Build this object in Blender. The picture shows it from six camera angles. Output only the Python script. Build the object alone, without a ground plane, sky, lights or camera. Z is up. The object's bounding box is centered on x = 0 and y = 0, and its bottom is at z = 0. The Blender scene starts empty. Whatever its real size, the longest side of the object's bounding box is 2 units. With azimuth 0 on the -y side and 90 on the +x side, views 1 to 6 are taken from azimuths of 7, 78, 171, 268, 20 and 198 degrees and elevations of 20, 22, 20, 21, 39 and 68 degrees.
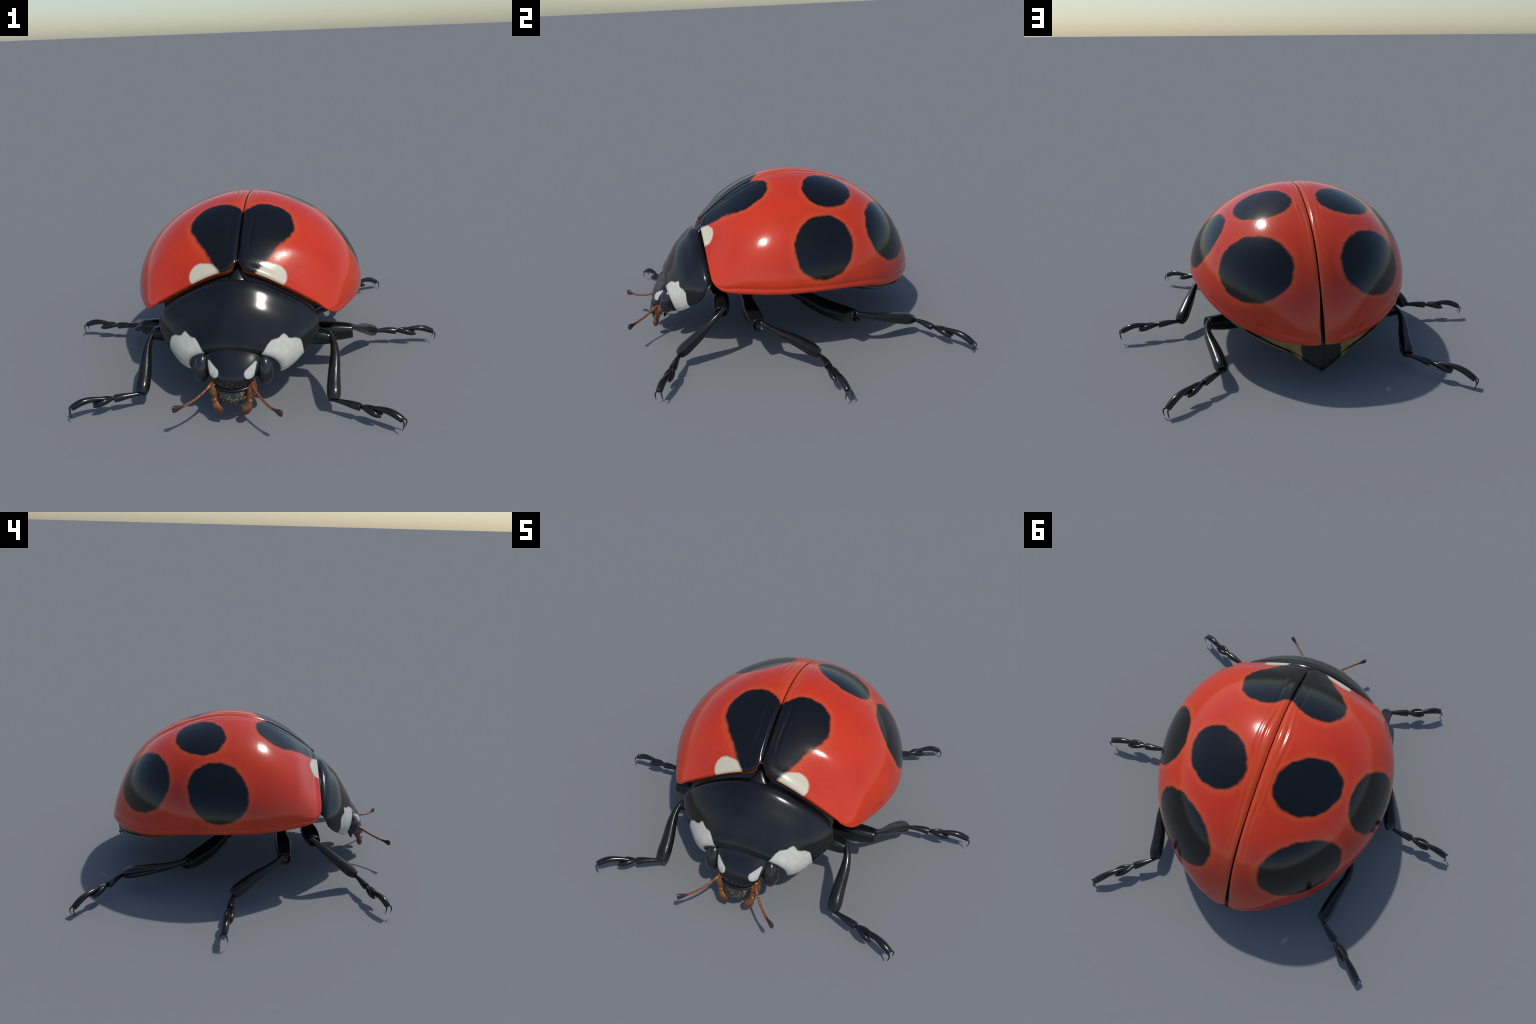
"""Seven-spotted ladybird, built part by part from profiles, lofts and procedural materials."""
import bpy, math
import numpy as np
from mathutils import Vector, Matrix

rng = np.random.default_rng(7)

# ------------------------------------------------------------------ mesh helpers
def new_mesh(name, verts, faces, mats, parent=None, mat_index=None, smooth=True):
    me = bpy.data.meshes.new(name)
    me.from_pydata([tuple(map(float, v)) for v in verts], [], faces)
    for m in mats:
        me.materials.append(m)
    if mat_index is not None:
        me.polygons.foreach_set("material_index", np.asarray(mat_index, dtype=np.int32))
    me.polygons.foreach_set("use_smooth", np.full(len(me.polygons), smooth))
    me.update()
    ob = bpy.data.objects.new(name, me)
    bpy.context.scene.collection.objects.link(ob)
    if parent is not None:
        ob.parent = parent
    return ob


def mirror_object(ob, name=None):
    """A left-hand twin: x flipped, winding reversed."""
    me = ob.data
    v = np.empty(len(me.vertices) * 3)
    me.vertices.foreach_get("co", v)
    v = v.reshape(-1, 3) * [-1, 1, 1]
    faces = [tuple(reversed(p.vertices)) for p in me.polygons]
    mi = [p.material_index for p in me.polygons]
    return new_mesh(name or ob.name, v, faces, list(me.materials), ob.parent, mi)


def spline(x, y, q):
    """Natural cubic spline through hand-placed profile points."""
    x = np.asarray(x, float); y = np.asarray(y, float); q = np.asarray(q, float)
    n = len(x); h = np.diff(x)
    A = np.zeros((n, n)); b = np.zeros(n); A[0, 0] = A[-1, -1] = 1
    for i in range(1, n - 1):
        A[i, i - 1:i + 2] = h[i - 1], 2 * (h[i - 1] + h[i]), h[i]
        b[i] = 6 * ((y[i + 1] - y[i]) / h[i] - (y[i] - y[i - 1]) / h[i - 1])
    m = np.linalg.solve(A, b)
    i = np.clip(np.searchsorted(x, q) - 1, 0, n - 2)
    a = (x[i + 1] - q) / h[i]; c = (q - x[i]) / h[i]
    return a * y[i] + c * y[i + 1] + ((a**3 - a) * m[i] + (c**3 - c) * m[i + 1]) * h[i]**2 / 6


def curve3(points, n):
    """Smooth 3D curve through control points, n samples, evenly spaced in control arc length."""
    P = np.asarray(points, float)
    s = np.concatenate([[0], np.cumsum(np.linalg.norm(np.diff(P, axis=0), axis=1))])
    q = np.linspace(0, s[-1], n)
    return np.stack([spline(s, P[:, k], q) for k in range(3)], 1), q / s[-1]


def smoothstep(a, b, x):
    t = np.clip((x - a) / (b - a), 0, 1)
    return t * t * (3 - 2 * t)


def grid_normals(G):
    n = np.cross(np.gradient(G, axis=0), np.gradient(G, axis=1))
    return n / (np.linalg.norm(n, axis=-1, keepdims=True) + 1e-12)


def shell_from_grid(name, G, thickness, mats, parent, flip=False, border_mat=None):
    """Closed shell: outer grid, inner offset grid, and a welded border strip."""
    a, b = G.shape[:2]
    N = grid_normals(G) * (-1 if flip else 1)
    inner = G - N * (thickness[..., None] if np.ndim(thickness) else thickness)
    V = np.concatenate([G.reshape(-1, 3), inner.reshape(-1, 3)])
    idx = lambda i, j, k: k * a * b + i * b + j
    F, M = [], []
    for i in range(a - 1):
        for j in range(b - 1):
            f = (idx(i, j, 0), idx(i + 1, j, 0), idx(i + 1, j + 1, 0), idx(i, j + 1, 0))
            g = (idx(i, j, 1), idx(i, j + 1, 1), idx(i + 1, j + 1, 1), idx(i + 1, j, 1))
            F.append(f[::-1] if flip else f); M.append(0)
            F.append(g[::-1] if flip else g); M.append(len(mats) - 1)
    border = [(i, 0) for i in range(a)] + [(a - 1, j) for j in range(1, b)] + \
             [(i, b - 1) for i in range(a - 2, -1, -1)] + [(0, j) for j in range(b - 2, 0, -1)]
    for k in range(len(border)):
        p, q = border[k], border[(k + 1) % len(border)]
        f = (idx(*p, 0), idx(*p, 1), idx(*q, 1), idx(*q, 0))
        F.append(f[::-1] if flip else f); M.append(len(mats) - 1 if border_mat is None else border_mat)
    return new_mesh(name, V, F, mats, parent, M)


def loft(name, rings, mats, parent, caps=(True, True), mat_index=0):
    """Skin a list of closed rings (each n x 3)."""
    R = np.asarray(rings); a, b = R.shape[:2]
    V = list(R.reshape(-1, 3)); F = []
    for i in range(a - 1):
        for j in range(b):
            k = (j + 1) % b
            F.append((i * b + j, i * b + k, (i + 1) * b + k, (i + 1) * b + j))
    if caps[0]:
        V.append(R[0].mean(0)); c = len(V) - 1
        F += [(c, (j + 1) % b, j) for j in range(b)]
    if caps[1]:
        V.append(R[-1].mean(0)); c = len(V) - 1; o = (a - 1) * b
        F += [(c, o + j, o + (j + 1) % b) for j in range(b)]
    return new_mesh(name, V, F, mats, parent)


def limb(name, spine, profile, mats, parent, up=(0, 0, 1), n=40, m=28, expo=2.0,
         groove=None, hollow=0.0, round_ends=(1, 1), pinch=None):
    """Tube along a smooth spine. profile: rows (s, half_width, half_height).
    groove: (angle, depth, from_s, sharpness) presses a channel along the side."""
    P, s = curve3(spine, n)
    prof = np.asarray(profile, float)
    hw = spline(prof[:, 0], prof[:, 1], s); hh = spline(prof[:, 0], prof[:, 2], s)
    T = np.gradient(P, axis=0); T /= np.linalg.norm(T, axis=1, keepdims=True)
    th = np.linspace(0, 2 * np.pi, m, endpoint=False)
    rings = []
    U0 = np.asarray(up, float)
    for k in range(n):
        side = np.cross(T[k], U0); side /= np.linalg.norm(side)
        u = np.cross(side, T[k])
        c, sn = np.cos(th), np.sin(th)
        e = 2.0 / expo
        cx = np.sign(c) * np.abs(c)**e; sy = np.sign(sn) * np.abs(sn)**e
        r = np.ones(m)
        if groove is not None:
            for ang, depth, s0, width in groove:
                d = (th - ang + np.pi) % (2 * np.pi) - np.pi
                r -= depth * smoothstep(s0, s0 + 0.3, s[k]) * np.exp(-(d / width)**2)
        rings.append(P[k] + np.outer(cx * r * hw[k], side) + np.outer(sy * r * hh[k], u))
    # rounded or dished ends
    def end(ring, centre, direction, length, steps=5):
        out = []
        for q in range(1, steps + 1):
            a = q / steps * math.pi / 2 * 0.96
            out.append(centre + (ring - centre) * math.cos(a) + direction * length * math.sin(a))
        return out
    r0 = min(hw[0], hh[0]); r1 = min(hw[-1], hh[-1])
    start = end(rings[0], P[0], -T[0], r0 * round_ends[0])[::-1] if round_ends[0] else []
    if hollow:
        tail = [P[-1] + (rings[-1] - P[-1]) * f + T[-1] * d for f, d in
                ((0.96, r1 * .12), (0.86, r1 * .12), (0.74, -hollow * .3), (0.6, -hollow), (0.1, -hollow))]
    else:
        tail = end(rings[-1], P[-1], T[-1], r1 * round_ends[1]) if round_ends[1] else []
    return loft(name, start + rings + tail, mats, parent)


def ellipsoid(name, centre, radii, mats, parent, rot=None, n=24, m=32, expo=2.0):
    lat = np.linspace(-np.pi / 2, np.pi / 2, n)[1:-1]
    lon = np.linspace(0, 2 * np.pi, m, endpoint=False)
    e = 2 / expo
    pw = lambda v: np.sign(v) * np.abs(v)**e
    R = np.array([[[pw(np.cos(a)) * pw(np.cos(b)), pw(np.cos(a)) * pw(np.sin(b)), pw(np.sin(a))]
                   for b in lon] for a in lat]) * np.asarray(radii)
    if rot is not None:
        R = R @ np.array(rot.to_3x3()).T
    return loft(name, R + np.asarray(centre), mats, parent)

# ------------------------------------------------------------------ node helpers
class Ex:
    """Scalar node expression with operators, so masks read like formulas."""
    nt = None
    def __init__(self, sock): self.s = sock
    @staticmethod
    def op(kind, *args, clamp=False):
        n = Ex.nt.nodes.new("ShaderNodeMath"); n.operation = kind; n.use_clamp = clamp
        for k, a in enumerate(args):
            if isinstance(a, Ex): Ex.nt.links.new(a.s, n.inputs[k])
            else: n.inputs[k].default_value = float(a)
        return Ex(n.outputs[0])
    def __add__(a, b): return Ex.op("ADD", a, b)
    __radd__ = __add__
    def __sub__(a, b): return Ex.op("SUBTRACT", a, b)
    def __rsub__(a, b): return Ex.op("SUBTRACT", b, a)
    def __mul__(a, b): return Ex.op("MULTIPLY", a, b)
    __rmul__ = __mul__
    def __truediv__(a, b): return Ex.op("DIVIDE", a, b)
    def sqrt(a): return Ex.op("SQRT", a)
    def abs(a): return Ex.op("ABSOLUTE", a)
    def min(a, b): return Ex.op("MINIMUM", a, b)
    def max(a, b): return Ex.op("MAXIMUM", a, b)
    def step(a, lo, hi):
        n = Ex.nt.nodes.new("ShaderNodeMapRange"); n.interpolation_type = "SMOOTHSTEP"
        Ex.nt.links.new(a.s, n.inputs["Value"])
        n.inputs["From Min"].default_value = lo; n.inputs["From Max"].default_value = hi
        n.clamp = True
        return Ex(n.outputs[0])


class Mat:
    def __init__(self, name, rough=0.2, coat=0.0, spec=0.5, coat_rough=0.05):
        self.m = bpy.data.materials.new(name); self.m.use_nodes = True
        self.nt = self.m.node_tree; Ex.nt = self.nt
        self.b = self.nt.nodes["Principled BSDF"]
        self.b.inputs["Roughness"].default_value = rough
        self.b.inputs["Coat Weight"].default_value = coat
        self.b.inputs["Coat Roughness"].default_value = coat_rough
        self.b.inputs["Specular IOR Level"].default_value = spec
        tc = self.nt.nodes.new("ShaderNodeTexCoord"); self.obj = tc.outputs["Object"]
        sp = self.nt.nodes.new("ShaderNodeSeparateXYZ"); self.nt.links.new(self.obj, sp.inputs[0])
        self.x, self.y, self.z = (Ex(o) for o in sp.outputs)
    def noise(self, scale, detail=2.0, stretch=None, rough=0.5):
        n = self.nt.nodes.new("ShaderNodeTexNoise")
        n.inputs["Scale"].default_value = scale; n.inputs["Detail"].default_value = detail
        n.inputs["Roughness"].default_value = rough
        if stretch:
            mp = self.nt.nodes.new("ShaderNodeMapping"); mp.inputs["Scale"].default_value = stretch
            self.nt.links.new(self.obj, mp.inputs[0]); self.nt.links.new(mp.outputs[0], n.inputs["Vector"])
        else:
            self.nt.links.new(self.obj, n.inputs["Vector"])
        return Ex(n.outputs["Fac"])
    def voronoi(self, scale, out="Distance"):
        n = self.nt.nodes.new("ShaderNodeTexVoronoi"); n.inputs["Scale"].default_value = scale
        self.nt.links.new(self.obj, n.inputs["Vector"]); return Ex(n.outputs[out])
    def mix(self, fac, a, b):
        n = self.nt.nodes.new("ShaderNodeMix"); n.data_type = "RGBA"
        for sock, v in ((n.inputs[0], fac), (n.inputs[6], a), (n.inputs[7], b)):
            if isinstance(v, Ex): self.nt.links.new(v.s, sock)
            elif isinstance(v, bpy.types.NodeSocket): self.nt.links.new(v, sock)
            elif isinstance(v, tuple): sock.default_value = (*v, 1)
            else: sock.default_value = v
        return n.outputs[2]
    def curve(self, val, lo, hi, pts):
        """Float curve over val in [lo, hi]; pts are (value, result 0..1)."""
        n = self.nt.nodes.new("ShaderNodeFloatCurve")
        c = n.mapping.curves[0]
        f = lambda v: (v - lo) / (hi - lo)
        c.points[0].location = (f(pts[0][0]), pts[0][1]); c.points[1].location = (f(pts[-1][0]), pts[-1][1])
        for a, b in pts[1:-1]:
            c.points.new(f(a), b)
        for p in c.points: p.handle_type = "AUTO_CLAMPED"
        n.mapping.update()
        t = (val - lo) / (hi - lo)
        self.nt.links.new(t.s, n.inputs["Value"])
        return Ex(n.outputs[0])
    def color(self, c):
        if isinstance(c, tuple): self.b.inputs["Base Color"].default_value = (*c, 1)
        else: self.nt.links.new(c, self.b.inputs["Base Color"])
    def bump(self, h, strength, dist):
        n = self.nt.nodes.new("ShaderNodeBump"); n.inputs["Strength"].default_value = strength
        n.inputs["Distance"].default_value = dist
        self.nt.links.new(h.s, n.inputs["Height"]); self.nt.links.new(n.outputs[0], self.b.inputs["Normal"])


def ellipse_distance(p, centre, t1, t2, r1, r2):
    """Signed distance (approximate) from an ellipse drawn on the tangent plane at centre."""
    d = [a - c for a, c in zip(p, centre)]
    dot = lambda t: d[0] * t[0] + d[1] * t[1] + d[2] * t[2]
    a, b = dot(t1) / r1, dot(t2) / r2
    return ((a * a + b * b).sqrt() - 1.0) * ((r1 + r2) / 2)


def capsule_distance(u, v, a, b, ra, rb):
    """Signed distance from a capsule whose radius runs from ra at a to rb at b."""
    dx, dy = b[0] - a[0], b[1] - a[1]; L2 = dx * dx + dy * dy
    px, py = u - a[0], v - a[1]
    t = Ex.op("ADD", (px * dx + py * dy) / L2, 0.0, clamp=True)
    ex, ey = px - t * dx, py - t * dy
    return (ex * ex + ey * ey).sqrt() - (t * (rb - ra) + ra)

# ------------------------------------------------------------------ materials
BLACK = (0.0045, 0.0047, 0.0055)
RED = (0.64, 0.042, 0.011)
ORANGE = (0.64, 0.090, 0.02)
CREAM = (0.67, 0.61, 0.46)

def elytron_material():
    M = Mat("elytron_shell", rough=0.135, spec=0.5)
    x = M.x.abs(); p = (x, M.y, M.z)
    wob = (M.noise(60, 2) - 0.5) * 0.010 + (M.noise(16, 1) - 0.5) * 0.022
    A = capsule_distance(x, M.y, (0.130, -0.194), (0.0, -0.46), 0.124, 0.055)
    A = A.min(capsule_distance(x, M.y, (0.092, -0.195), (0.0, -0.24), 0.106, 0.08))
    B = ellipse_distance(p, (0.212, 0.228, 0.792), (0.811, -0.569, -0.131), (-0.493, -0.788, 0.369), 0.163, 0.128)
    C = ellipse_distance(p, (0.498, 0.125, 0.586), (0.452, -0.626, -0.635), (-0.251, -0.773, 0.583), 0.172, 0.150)
    D = ellipse_distance(p, (0.283, 0.518, 0.553), (0.826, -0.564, -0.006), (-0.262, -0.393, 0.881), 0.202, 0.164)
    spots = A.min(B.min(C.min(D))) + wob
    cream = capsule_distance(x, M.y * 0.72 + M.z * 0.69, (0.055, 0.112), (0.172, 0.106), 0.026, 0.056) + wob * 0.4
    mott = M.noise(5, 3)
    red = M.mix(mott.step(0.35, 0.7), RED, (0.59, 0.036, 0.010))
    # orange halo round the spots, along the seam and along the rim
    halo = (1.0 - (spots + (M.noise(30, 3) - 0.5) * 0.02).step(0.0, 0.04)) * 0.6
    seam = (1.0 - (x + (M.noise(9, 2) - 0.5) * 0.05).step(0.015, 0.085)) * 0.45
    col = M.mix(halo.max(seam), red, ORANGE)
    # punctures near the shoulder patch
    dots = (1.0 - M.voronoi(95).step(0.25, 0.5)) * (1.0 - cream.step(0.02, 0.13)) * 0.4
    col = M.mix(dots, col, (0.44, 0.016, 0.008))
    warm = M.mix(M.y.step(-0.452, -0.428), (0.80, 0.46, 0.26), CREAM)
    col = M.mix(1.0 - cream.step(-0.006, 0.006), col, warm)
    col = M.mix(1.0 - spots.step(-0.008, 0.008), col, BLACK)
    M.color(col)
    M.bump(M.noise(40, 2), 0.05, 0.004)
    return M.m


def plain(name, col, rough=0.25, coat=0.0, spec=0.5, var=None, scale=20.0, bump=0.0):
    M = Mat(name, rough, coat, spec)
    M.color(M.mix(M.noise(scale, 3).step(0.35, 0.7), col, var) if var else col)
    if bump: M.bump(M.noise(60, 3), bump, 0.004)
    return M.m


def pronotum_material():
    M = Mat("pronotum_shell", rough=0.14)
    x = M.x.abs()
    top = M.curve(x, 0.10, 0.34, [(0.10, 0.27), (0.13, 0.316), (0.170, 0.366), (0.198, 0.370), (0.223, 0.383),
                                  (0.248, 0.362), (0.280, 0.354), (0.303, 0.325), (0.318, 0.20), (0.34, 0.10)])
    m = (M.z - top + (M.noise(60, 2) - 0.5) * 0.006)
    body = M.mix(M.noise(6, 2).step(0.3, 0.7), BLACK, (0.012, 0.012, 0.012))
    white = M.mix(M.noise(45, 3).step(0.3, 0.7), (0.62, 0.60, 0.52), (0.55, 0.53, 0.46))
    front = 1.0 - M.y.step(-0.545, -0.525)
    M.color(M.mix((1.0 - m.step(-0.004, 0.004)) * front, body, white))
    return M.m


def head_material():
    M = Mat("head_shell", rough=0.24, coat=0.3, coat_rough=0.1)
    x = M.x.abs()
    spot = capsule_distance(x, M.z, (0.103, 0.284), (0.080, 0.249), 0.006, 0.0225)
    white = M.mix(M.noise(70, 3).step(0.3, 0.7), (0.60, 0.59, 0.53), (0.50, 0.49, 0.44))
    specks = (1.0 - M.voronoi(75).step(0.15, 0.42)) * (1.0 - M.z.step(0.195, 0.222)) * (1.0 - x.step(0.03, 0.085)) * 0.7
    body = M.mix(specks, BLACK, (0.20, 0.13, 0.06))
    front = 1.0 - M.y.step(-0.665, -0.655)
    M.color(M.mix((1.0 - spot.step(-0.003, 0.003)) * front, body, white))
    return M.m


def labrum_material():
    M = Mat("labrum_shell", rough=0.28, coat=0.2, coat_rough=0.1)
    specks = (1.0 - M.voronoi(80).step(0.2, 0.45)) * 0.75
    M.color(M.mix(specks, (0.022, 0.020, 0.018), (0.26, 0.18, 0.09)))
    return M.m


def abdomen_material():
    M = Mat("abdomen_shell", rough=0.45, spec=0.4)
    x = M.x.abs()
    ochre = M.mix(M.noise(22, 3).step(0.35, 0.65), (0.22, 0.13, 0.020), (0.31, 0.21, 0.06))
    n = M.noise(18, 2) - 0.5
    patch = 1.0 - (x + n * 0.03).step(0.088, 0.1)
    dark = (0.010, 0.010, 0.011)
    col = M.mix(patch, ochre, dark)
    # side margin: overlapping plate edges, then black ventral plates
    margin = M.curve(M.y, 0.0, 0.76, [(0.0, .36), (.15, .360), (.30, .330), (.455, .280), (.56, .253), (.648, .214), (.697, .183), (.725, .136), (.76, .10)])
    m = M.z - margin + n * 0.006
    col = M.mix(1.0 - (m - 0.010).step(-0.003, 0.003), col, dark)
    col = M.mix((1.0 - (m - 0.004).step(-0.002, 0.002)) * (x.step(0.06, 0.1)), col, (0.20, 0.12, 0.045))
    M.color(M.mix(1.0 - (m + 0.006).step(-0.003, 0.003), col, dark))
    return M.m


def antenna_material():
    M = Mat("antenna_cuticle", rough=0.3, coat=0.3, coat_rough=0.15)
    d = M.x.abs()
    base = M.mix(M.noise(60, 2).step(0.3, 0.7), (0.27, 0.080, 0.018), (0.17, 0.048, 0.013))
    M.color(M.mix(d.step(0.178, 0.202), base, (0.045, 0.017, 0.013)))
    return M.m


def palp_material():
    M = Mat("palp_cuticle", rough=0.3, coat=0.3, coat_rough=0.15)
    base = M.mix(M.noise(40, 2).step(0.3, 0.7), (0.25, 0.085, 0.016), (0.11, 0.038, 0.014))
    M.color(M.mix(1.0 - M.z.step(0.055, 0.11), base, (0.055, 0.020, 0.011)))
    return M.m

MAT_ELYTRON = elytron_material()
MAT_UNDER = plain("elytron_underside", (0.22, 0.030, 0.006), 0.3, var=(0.30, 0.05, 0.009))
MAT_PRONOTUM = pronotum_material()
MAT_HEAD = head_material()
MAT_LABRUM = labrum_material()
MAT_ABDOMEN = abdomen_material()
MAT_ANTENNA = antenna_material()
MAT_PALP = palp_material()
MAT_BLACK = plain("black_cuticle", BLACK, 0.25, var=(0.008, 0.008, 0.008))
MAT_LEG = plain("leg_cuticle", (0.007, 0.007, 0.008), 0.2, var=(0.013, 0.011, 0.011), scale=30, bump=0.12)
MAT_EYE = plain("eye_cuticle", (0.012, 0.013, 0.016), 0.2, coat=0.3, var=(0.018, 0.019, 0.023), scale=90)

# ------------------------------------------------------------------ the thing
root = bpy.data.objects.new("ladybird", None)
bpy.context.scene.collection.objects.link(root)
root["label"] = "glossy red ladybird with black spots and splayed black legs"
root["category"] = "beetle"

# ------------------------------------------------------------------ wing cases
Y_FRONT, Y_REAR = -0.432, 0.757
YK = np.array([-.432, -.39, -.32, -.22, -.1, .05, .2, .35, .5, .6, .68, .73, .757])
PHI = np.arcsin(np.clip((YK - Y_FRONT) / (Y_REAR - Y_FRONT), 0, 1))
XR = np.array([.444, .463, .495, .540, .575, .589, .569, .522, .433, .340, .235, .147, .03])
ZR = np.array([.394, .393, .392, .392, .392, .391, .379, .352, .304, .277, .262, .254, .249])
ZT = np.array([.640, .674, .724, .788, .839, .861, .844, .803, .715, .621, .500, .362, .252])
NK = np.array([1.92, 1.93, 1.98, 2.04, 2.02, 1.93, 1.93, 2.05, 2.27, 2.41, 2.48, 2.4, 2.2])
_w = np.ones(len(YK)); _w[-1] = 6
CT = np.polyfit(PHI, ZT, 6, w=_w)
CN = np.polyfit(PHI, NK, 5)

def dome_profiles(y):
    """half width at the rim, rim height, crest height and roundness of the section at y"""
    phi = np.arcsin(np.clip((y - Y_FRONT) / (Y_REAR - Y_FRONT), 0, 1))
    corner = np.exp(-(y - Y_FRONT) / .022)                       # rounded front corner of the rim
    xr = spline(PHI, XR, phi) - .040 * corner
    return np.maximum(xr, .012), spline(PHI, ZR, phi) + .040 * corner, np.polyval(CT, phi), np.polyval(CN, phi)


def build_elytron():
    nu, nv = 170, 190
    w = np.linspace(0, 1, nu)
    t = (0.55 * w + 0.45 * w**2.2) * np.pi / 2
    phi = np.linspace(0, np.pi / 2, nv)
    Tm, Pm = np.meshgrid(t, phi, indexing="ij")
    xa = 0.40 * np.sin(Tm)
    yf = Y_FRONT + 0.024 * np.exp(-(xa / 0.034)**2)           # notch for the scutellum
    y = yf + (Y_REAR - yf) * np.sin(Pm)
    xr, zr, zt, n = dome_profiles(y)
    gap = 0.0012 + 0.0018 * smoothstep(0.35, 0.68, y) + 0.007 * smoothstep(0.68, 0.757, y)
    x = gap + (xr - gap) * np.sin(Tm)**(2 / n)
    slope = 0.50 * (1 - smoothstep(-0.46, -0.28, y))             # flatter, sloping shoulders at the front
    z = zr + (zt - zr) * ((1 - slope) * np.maximum(np.cos(Tm), 0)**(2 / n) + slope * 0.5 * (1 + np.cos(np.pi * np.clip(x / xr, 0, 1))))
    G = np.stack([x, y, z], -1)
    N = -grid_normals(G)
    if N[nu // 2, nv // 2, 2] < 0: N = -N
    # relief: rounded edges, rim bead, crinkled grooves beside the seam
    d_seam = x - gap
    d_front = (y - yf)
    d_rim = (np.pi / 2 - Tm) * np.maximum(zt - zr, .05)
    h = -0.007 * np.exp(-(d_seam / 0.007)) - 0.002 * np.exp(-d_front / 0.007) - 0.004 * np.exp(-d_rim / 0.006)
    h += -0.0035 * np.exp(-((d_rim - 0.030) / 0.010)**2) * smoothstep(-0.43, -0.36, y)
    h += -0.0030 * np.exp(-((d_front - 0.022) / 0.009)**2) * smoothstep(0.03, 0.08, x)
    along = smoothstep(-0.42, -0.30, y) * (1 - smoothstep(0.35, 0.68, y))
    wav = 0.006 * np.sin(y * 9.0 + 0.6) + 0.003 * np.sin(y * 23.0)
    amp = 0.6 + 0.4 * np.sin(y * 14.0 + 1.3)
    h += -0.0032 * along * (0.4 + 0.6 * smoothstep(-0.15, 0.0, y)) * amp * np.exp(-((x - 0.036 - wav) / 0.0075)**2)
    h += -0.0022 * along * (1.4 - amp) * np.exp(-((x - 0.060 - 1.4 * wav) / 0.008)**2)
    h += -0.006 * np.exp(-(x / 0.022)**2) * smoothstep(-0.25, 0.0, y) * (1 - smoothstep(0.3, 0.55, y))
    h += -0.006 * np.exp(-(x / 0.013)**2) * (1 - smoothstep(-0.2, -0.05, y)) * smoothstep(0.0, 0.06, d_front)
    h += 0.0016 * along * np.exp(-((x - 0.018) / 0.006)**2)
    tip = 1 - smoothstep(0.735, 0.755, y)
    G = G + N * (h * tip)[..., None]
    G[..., 0] = np.maximum(G[..., 0], gap * 0.9)
    th = 0.018 * (0.12 + 0.88 * tip)
    # front margin rolled forward and under
    f = G[:, 0] - G[:, 1]; f /= np.linalg.norm(f, axis=1, keepdims=True)
    n0 = N[:, 2]; n0 = n0 - (n0 * f).sum(1, keepdims=True) * f; n0 /= np.linalg.norm(n0, axis=1, keepdims=True)
    r = 0.021 * smoothstep(0.0, 0.03, x[:, :1])
    roll = [G[:, 0] + r * math.sin(a) * f - r * 1.25 * (1 - math.cos(a)) * n0 for a in np.linspace(math.radians(125), math.radians(10), 10)]
    G = np.concatenate([np.stack(roll, 1), G], 1)
    th = np.concatenate([np.repeat(th[:, :1], 10, 1) * 0.6, th], 1)
    gn = grid_normals(G)[nu // 2, nv // 2, 2]
    ob = shell_from_grid("wing_case", G, th, [MAT_ELYTRON, MAT_UNDER], root, flip=gn < 0)
    # the turned-under part of the roll shows the darker inner colour
    for k, p in enumerate(ob.data.polygons):
        if p.material_index == 0 and (k // 2) % (nv + 9) < 6 and k < 2 * (nu - 1) * (nv + 9):
            p.material_index = 1
    return ob

right_case = build_elytron()
left_case = mirror_object(right_case)

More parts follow.
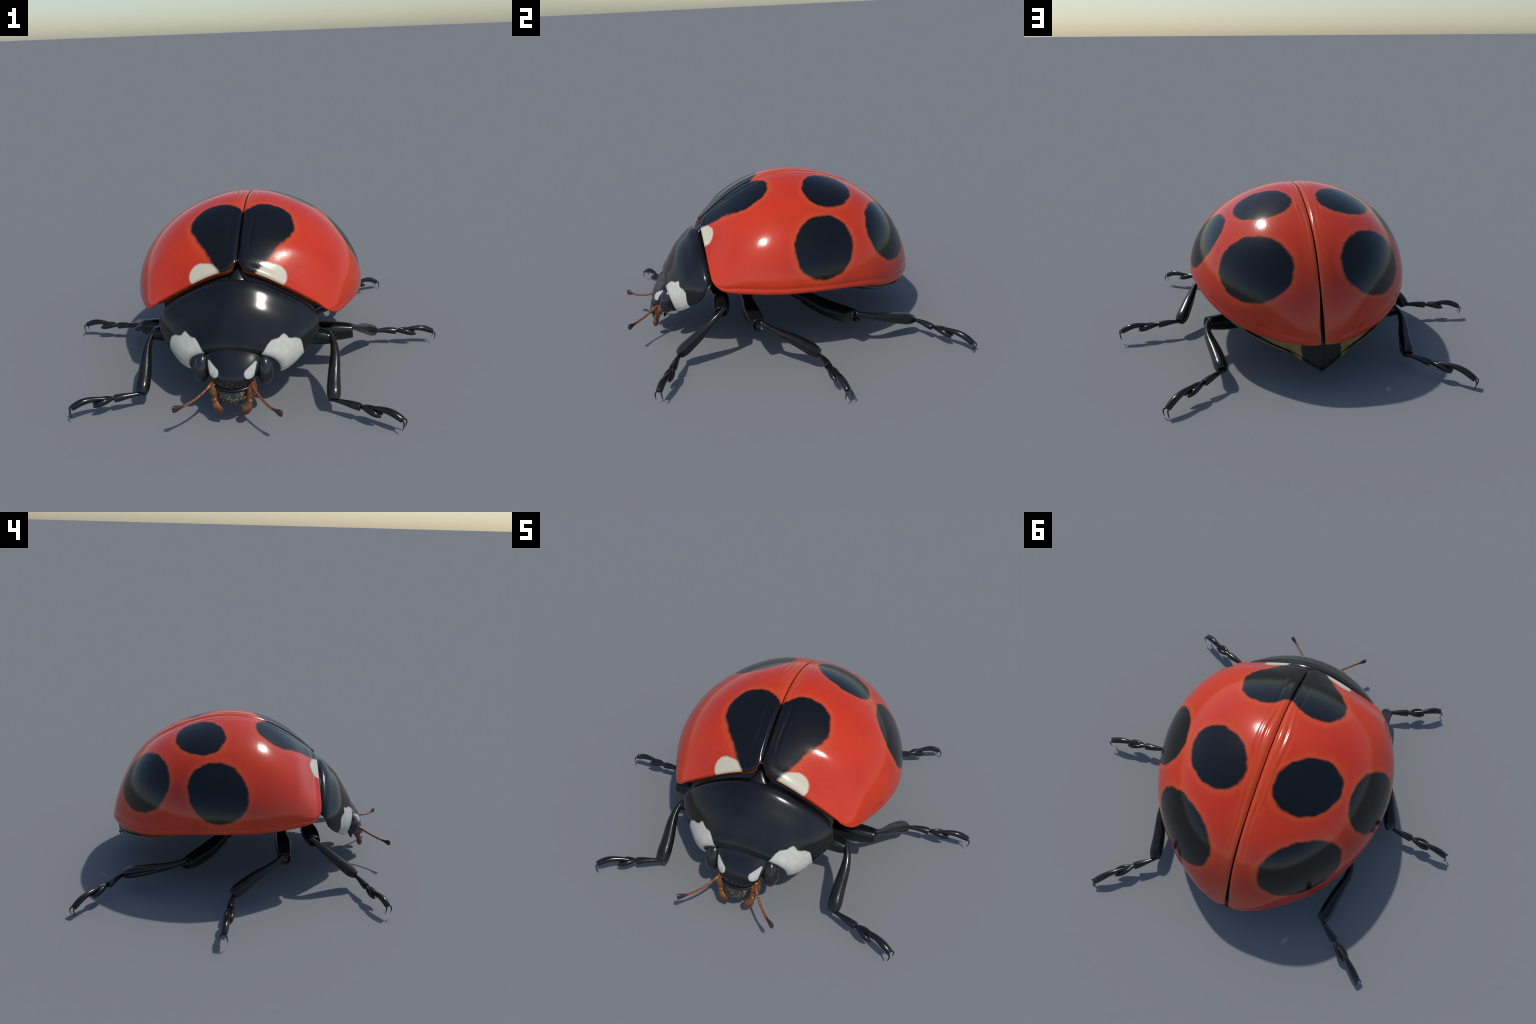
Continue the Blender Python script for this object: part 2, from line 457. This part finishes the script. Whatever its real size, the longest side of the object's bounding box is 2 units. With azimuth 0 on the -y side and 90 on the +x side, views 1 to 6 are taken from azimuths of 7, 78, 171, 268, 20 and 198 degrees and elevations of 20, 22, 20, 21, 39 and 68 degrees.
# ------------------------------------------------------------------ pronotum
def build_pronotum():
    nu, nv = 121, 90
    # stations from the hind margin (0) to the front margin (1): crest y, crest z, side x, y, z, roundness
    k = np.array([-.12, .0, .12, .3, .5, .7, .88, 1.0])
    cy = np.array([-.385, -.425, -.468, -.525, -.580, -.630, -.660, -.654])
    cz = np.array([.553, .572, .586, .545, .485, .403, .343, .312])
    sx = np.array([.350, .367, .378, .376, .351, .307, .254, .212])
    sy = np.array([-.405, -.440, -.458, -.480, -.510, -.552, -.598, -.620])
    sz = np.array([.402, .395, .376, .340, .300, .257, .218, .198])
    nn = np.array([1.9, 1.9, 1.9, 1.9, 1.95, 2.05, 2.45, 3.1])
    bl = np.array([.25, .25, .24, .19, .12, .05, .01, 0])            # how far the flanks slope instead of bulging
    v = np.linspace(-.12, 1, nv)
    CY, CZ, SX, SY, SZ, NN, BL = (spline(k, a, v) for a in (cy, cz, sx, sy, sz, nn, bl))
    t = np.linspace(-np.pi / 2, np.pi / 2, nu)
    s, c = np.sin(t)[:, None], np.maximum(np.cos(t), 0)[:, None]
    e = (2 / NN)[None]
    x = SX[None] * np.sign(s) * np.abs(s)**e
    f = (1 - BL[None]) * (1 - c**e) + BL[None] * 0.5 * (1 - np.cos(np.pi * np.abs(x) / SX[None]))
    y = CY[None] * (1 - f) + SY[None] * f
    z = CZ[None] * (1 - f) + SZ[None] * f
    G = np.stack([x, y, z], -1)
    gn = grid_normals(G); sgn = 1 if gn[nu // 2, nv // 2, 2] > 0 else -1
    d_side = (np.pi / 2 - np.abs(t))[:, None] * 0.25 + 0 * z
    d_front = (1 - v)[None] * 0.33 + 0 * z
    d_back = (v[None] + .12) * 0.33 + 0 * z
    h = -0.010 * np.exp(-d_side / 0.008) - 0.008 * np.exp(-d_front / 0.007) - 0.008 * np.exp(-d_back / 0.007)
    h += -0.002 * np.exp(-((d_side - 0.022) / 0.008)**2)
    G = G + gn * sgn * h[..., None]
    pron = shell_from_grid("pronotum", G, 0.016, [MAT_PRONOTUM, MAT_BLACK], root, flip=sgn < 0, border_mat=0)
    # dark collar closing the space between the pronotum and the wing cases
    j = int(nv * 0.09)
    base = G[6:-6, j] + np.array((0, .006, -.012))
    lift = np.array((0, .030, .050))
    collar = np.stack([base + lift * q for q in np.linspace(0, 1, 8)], 1)
    shell_from_grid("collar", collar, 0.006, [MAT_BLACK], pron)
    return pron

build_pronotum()

# scutellum: small black triangle in the notch between the wing cases
def build_scutellum():
    rings = []
    for y, w, z in ((-.462, .050, .574), (-.447, .046, .592), (-.430, .034, .606), (-.413, .018, .618), (-.400, .004, .626)):
        th = np.linspace(0, 2 * np.pi, 20, endpoint=False)
        rings.append(np.stack([w * np.cos(th), np.full(20, y), z - .014 + .013 * np.sin(th) - .25 * (w * np.cos(th))**2 / .075], 1))
    return loft("scutellum", rings, [MAT_BLACK], root)
build_scutellum()

# ------------------------------------------------------------------ underside: thorax and abdomen
def section_loft(name, rows, mats, m=48, expo=2.2):
    """rows: y, half width, z of margin, z of belly, z of back"""
    rows = np.asarray(rows, float)
    q = np.linspace(0, 1, 60); s = np.linspace(0, 1, len(rows))
    C = [spline(s, rows[:, j], q) for j in range(5)]
    th = np.linspace(0, 2 * np.pi, m, endpoint=False); e = 2 / expo
    rings = []
    for k in range(60):
        c, sn = np.cos(th), np.sin(th)
        x = C[1][k] * np.sign(c) * np.abs(c)**e
        z = C[2][k] + np.where(sn > 0, C[4][k] - C[2][k], C[2][k] - C[3][k]) * np.sign(sn) * np.abs(sn)**e
        rings.append(np.stack([x, np.full(m, C[0][k]), z], 1))
    return loft(name, rings[::-1], mats, root)

section_loft("thorax", [(-.60, .14, .27, .21, .36), (-.52, .17, .31, .245, .44), (-.43, .15, .36, .28, .50),
                        (-.33, .20, .36, .245, .52), (-.20, .42, .375, .215, .56), (.0, .455, .372, .200, .58), (.14, .44, .36, .185, .56)],
             [MAT_BLACK], expo=1.5)

def build_abdomen():
    # margin runs from under the wing cases down to the pointed tail
    mx = np.array([.46, .470, .455, .418, .342, .228, .132, .055, .004])
    my = np.array([.02, .15, .30, .455, .56, .648, .697, .725, .735])
    mz = np.array([.366, .360, .330, .280, .253, .214, .183, .136, .106])
    bz = np.array([.178, .166, .153, .137, .123, .112, .108, .104, .102])   # belly keel height
    tz = np.array([.55, .55, .52, .46, .41, .345, .30, .262, .236])        # back height at centre
    ty = np.array([.02, .15, .30, .46, .57, .665, .715, .738, .746])       # back profile leans outward
    s = np.linspace(0, 1, len(mx)); q = np.linspace(0, 1, 90)
    MX, MY, MZ, BZ, TZ, TY = (spline(s, a, q) for a in (mx, my, mz, bz, tz, ty))
    # overlapping segments: small steps along the body
    seg = 0.006 * ((q * 9) % 1.0 - 0.5)
    rings = []
    m = 33
    for k in range(90):
        u = np.linspace(-1, 1, m)
        belly = np.stack([MX[k] * u, np.full(m, MY[k]) + 0 * u,
                          MZ[k] + (BZ[k] - MZ[k]) * (1 - np.abs(u)**(1.35 + .35 * q[k])) + seg[k] * (1 - np.abs(u)**4)], 1)
        back = np.stack([MX[k] * u[::-1], MY[k] + (TY[k] - MY[k]) * (1 - u**2),
                         MZ[k] + (TZ[k] - MZ[k]) * (1 - np.abs(u)**2.0)], 1)[1:-1]
        rings.append(np.concatenate([belly, back]))
    return loft("abdomen", rings[::-1], [MAT_ABDOMEN], root)
abdomen = build_abdomen()
# overlapping plate edges that run along each flank to the tail
for sgn in (1, -1):
    for drop, mat in ((0.0, MAT_ABDOMEN), (0.014, MAT_BLACK)):
        path = [(.405, .465, .279), (.335, .563, .252), (.222, .650, .212), (.130, .699, .182), (.054, .728, .135), (.006, .738, .106)]
        limb("abdominal_plate", [(sgn * (a - drop * .9), b - drop * .5, c - drop * .55) for a, b, c in path],
             [(0, .002, .004), (.2, .005, .0055), (.8, .005, .0055), (1, .003, .004)], [mat], abdomen, n=40, m=10)

# ------------------------------------------------------------------ head
def build_head():
    zs = np.array([.375, .345, .318, .290, .255, .225, .200, .182, .165, .14])
    hw = np.array([.085, .115, .130, .138, .136, .122, .104, .090, .080, .07])
    yf = np.array([-.605, -.648, -.668, -.692, -.718, -.732, -.737, -.735, -.712, -.66])
    yb = np.array([-.560, -.540, -.530, -.530, -.530, -.530, -.540, -.550, -.560, -.58])
    s = np.linspace(0, 1, len(zs)); q = np.linspace(0, 1, 60)
    Z, W, F, B = (spline(s, a, q) for a in (zs, hw, yf, yb))
    th = np.linspace(0, 2 * np.pi, 64, endpoint=False)
    rings = []
    for k in range(60):
        c, sn = np.cos(th), np.sin(th); e = 2 / 2.7
        mid = (F[k] * .45 + B[k] * .55)
        x = W[k] * np.sign(c) * np.abs(c)**e
        y = mid + np.where(sn < 0, mid - F[k], B[k] - mid) * np.sign(sn) * np.abs(sn)**e
        rings.append(np.stack([x, y, np.full(64, Z[k])], 1))
    head = loft("head", [r[::-1] for r in rings], [MAT_HEAD], root)
    return head
head = build_head()

# clypeus rim: a thin pale-glinting ridge over the upper lip
limb("clypeus", [(-.076, -.716, .182), (-.045, -.731, .178), (0, -.738, .176), (.045, -.731, .178), (.076, -.716, .182)],
     [(0, .006, .006), (.5, .008, .007), (1, .006, .006)], [MAT_BLACK], head, n=24, m=12)

def build_labrum():
    rings = []
    th = np.linspace(0, 2 * np.pi, 32, endpoint=False)
    for z, w, yf, d in ((.182, .060, -.724, .03), (.168, .061, -.738, .034), (.150, .058, -.752, .038), (.134, .049, -.758, .038),
                        (.122, .034, -.757, .032), (.116, .014, -.750, .02)):
        e = 2 / 2.5; c, sn = np.cos(th), np.sin(th)
        rings.append(np.stack([w * np.sign(c) * np.abs(c)**e, yf + d / 2 + d / 2 * np.sign(sn) * np.abs(sn)**e, np.full(32, z)], 1))
    return loft("labrum", [r[::-1] for r in rings], [MAT_LABRUM], head)
build_labrum()

for sgn in (1, -1):
    X = lambda pts: [(sgn * a, b, c) for a, b, c in pts]
    rot = Matrix.Rotation(math.radians(12 * sgn), 4, 'Z') @ Matrix.Rotation(math.radians(-22), 4, 'X')
    ellipsoid("eye", (sgn * .142, -.650, .241), (.038, .046, .070), [MAT_EYE], head, rot=rot)
    # antenna: short basal joint, a chain of beads, a dark flattened club
    ant = limb("antenna", X([(.086, -.702, .192), (.096, -.722, .189), (.108, -.742, .182)]),
               [(0, .0075, .0075), (.5, .0095, .0095), (1, .0055, .0055)], [MAT_ANTENNA], root, n=16, m=16)
    path = [(.100, -.728, .187), (.122, -.760, .174), (.152, -.797, .163), (.186, -.834, .158), (.212, -.857, .158), (.236, -.878, .160)]
    P, q = curve3(X(path), 60)
    s = np.linspace(0, 1, 8)
    nseg = 9
    for k in range(nseg):
        a, b = 0.02 + 0.70 * k / nseg, 0.02 + 0.70 * (k + 1.08) / nseg
        idx = [int(round(59 * (a + (b - a) * f))) for f in (0, .5, 1)]
        limb("antenna_bead", [P[i] for i in idx], [(0, .0044, .0044), (.65, .0062, .0066), (1, .0046, .0046)],
             [MAT_ANTENNA], ant, n=10, m=12)
    limb("antenna_club", [P[i] for i in (41, 46, 52, 56)], [(0, .006, .006), (.45, .0072, .0095), (.8, .0095, .0160), (1, .009, .0160)],
         [MAT_ANTENNA], ant, n=20, m=18, round_ends=(1, .6))
    # mouthparts
    limb("maxilla", X([(.080, -.680, .190), (.084, -.708, .160), (.074, -.716, .128)]),
         [(0, .022, .022), (.5, .024, .024), (1, .012, .014)], [MAT_PALP], head, n=18, m=18)
    palp = ellipsoid("palp_joint", (sgn * .079, -.722, .119), (.015, .015, .013), [MAT_PALP], head, n=12, m=16)
    limb("palp", X([(.076, -.724, .112), (.066, -.730, .088), (.052, -.735, .065), (.045, -.737, .053)]),
         [(0, .012, .011), (.3, .021, .016), (.7, .018, .014), (1, .006, .005)], [MAT_PALP], head, up=(0, -1, .2), n=22, m=18)
    limb("mandible", X([(.060, -.712, .135), (.040, -.735, .120), (.022, -.742, .116)]),
         [(0, .008, .008), (.6, .006, .006), (1, .002, .002)], [MAT_BLACK], head, n=12, m=10)
    limb("labial_palp", X([(.050, -.660, .150), (.058, -.672, .128), (.056, -.680, .108)]),
         [(0, .006, .006), (.6, .009, .009), (1, .004, .004)], [MAT_BLACK], head, n=12, m=12)

# ------------------------------------------------------------------ legs
LEGS = {
    "front": dict(coxa=[(.12, -.38, .265), (.19, -.375, .262), (.25, -.378, .268)], femur=[(.235, -.372, .270), (.330, -.385, .274), (.425, -.398, .272)],
                  fh=.038, tibia=[(.424, -.384, .286), (.442, -.422, .262), (.447, -.530, .165), (.445, -.632, .080)],
                  t1=[(.445, -.630, .078), (.500, -.652, .078), (.561, -.674, .074)], t2=[(.555, -.670, .078), (.600, -.690, .074), (.648, -.712, .060)],
                  t3=[(.600, -.688, .080), (.655, -.710, .088), (.700, -.735, .086), (.735, -.752, .070)]),
    "middle": dict(coxa=[(.14, -.215, .235), (.21, -.23, .235), (.28, -.238, .238)], femur=[(.250, -.232, .218), (.40, -.234, .220), (.534, -.230, .226)],
                   fh=.045, tibia=[(.540, -.214, .238), (.562, -.176, .214), (.607, -.070, .158), (.661, .042, .088)],
                   t1=[(.658, .036, .086), (.716, .048, .090), (.780, .055, .084)], t2=[(.770, .054, .086), (.828, .060, .084), (.884, .067, .068)],
                   t3=[(.825, .060, .088), (.880, .068, .096), (.935, .076, .092), (.978, .083, .074)]),
    "hind": dict(coxa=[(.12, .07, .185), (.16, .09, .180), (.215, .12, .178)], femur=[(.195, .11, .170), (.35, .208, .156), (.516, .292, .184)],
                 fh=.041, tibia=[(.508, .298, .195), (.519, .345, .183), (.497, .480, .138), (.467, .630, .092)],
                 t1=[(.462, .630, .088), (.505, .666, .086), (.555, .703, .075)], t2=[(.548, .698, .078), (.592, .735, .076), (.640, .772, .056)],
                 t3=[(.590, .733, .082), (.640, .772, .086), (.690, .816, .074), (.726, .847, .048)]),
}

def build_leg(spec, sgn):
    X = lambda pts: [(sgn * a, b, c) for a, b, c in pts]
    fh = spec["fh"]
    # femur: deep flattened blade, root of the leg
    leg = limb("leg", X(spec["femur"]), [(0, .032, fh * .9), (.3, .042, fh * 1.0), (.75, .040, fh), (1, .034, fh * .78)], [MAT_LEG], root,
               expo=2.7, hollow=.012, round_ends=(1, 0), n=36)
    limb("coxa", X(spec["coxa"]), [(0, .040, .036), (.5, .036, .033), (1, .024, .026)], [MAT_LEG], leg, n=22)
    limb("tibia", X(spec["tibia"]), [(0, .014, .014), (.2, .0175, .0170), (.5, .0280, .0255), (.8, .0345, .0300), (.95, .0325, .0280), (1, .027, .023)],
         [MAT_LEG], leg, n=48, m=40, expo=2.2,
         groove=[((0.0 if sgn > 0 else math.pi) + a, .20, .30, .30) for a in (0.0,)] + [(math.pi if sgn > 0 else 0.0, .14, .35, .25)], hollow=.010, round_ends=(1, 0))
    tarsus = limb("tarsus", X(spec["t1"]), [(0, .0085, .0085), (.4, .0125, .0125), (.8, .0185, .0175), (1, .0195, .0180)], [MAT_LEG], leg,
                  n=22, m=22, hollow=.006, round_ends=(1, 0))
    a, b, c = (np.array(p) for p in X(spec["t2"]))
    d = (c - a) / np.linalg.norm(c - a); side = np.cross(d, (0, 0, 1)); side /= np.linalg.norm(side)
    limb("tarsal_stem", [a, (a + b) / 2, b], [(0, .0075, .0075), (.5, .010, .010), (1, .012, .010)], [MAT_LEG], leg, n=14, m=16)
    for q in (1, -1):   # two lobes that cradle the claw joint
        limb("tarsal_lobe", [a * .6 + b * .4 + side * q * .004, b + side * q * .013, c + side * q * .012], [(0, .007, .009), (.5, .0115, .0145), (.85, .0105, .012), (1, .006, .007)],
             [MAT_LEG], leg, n=18, m=16)
    claw_joint = limb("claw_joint", X(spec["t3"]), [(0, .009, .009), (.35, .0125, .0125), (.8, .0175, .0160), (1, .0160, .0145)], [MAT_LEG], leg,
                      n=24, m=20, round_ends=(1, .5))
    e = np.array(X(spec["t3"])[-1]); p = np.array(X(spec["t3"])[-2])
    f = (e - p); f[2] = 0; f /= np.linalg.norm(f); sd = np.cross(f, (0, 0, 1))
    base_z = e[2]
    for q in (1, -1):
        pts = [e + sd * q * .006 - f * .004, e + sd * q * .014 + f * .012 + np.array((0, 0, -.004)),
               e + sd * q * .017 + f * .014 + np.array((0, 0, -.022)), e + sd * q * .018 + f * .008 + np.array((0, 0, -.042))]
        pts[-1][2] = max(pts[-1][2] - .003, .0015)
        limb("claw", pts, [(0, .0044, .0044), (.5, .0031, .0031), (1, .0010, .0010)], [MAT_LEG], leg, n=18, m=10)

for spec in LEGS.values():
    for sgn in (1, -1):
        build_leg(spec, sgn)

# every mesh: consistent outward normals
import bmesh
for ob in bpy.data.objects:
    if ob.type == "MESH":
        bm = bmesh.new(); bm.from_mesh(ob.data)
        bmesh.ops.recalc_face_normals(bm, faces=bm.faces)
        bm.to_mesh(ob.data); bm.free()
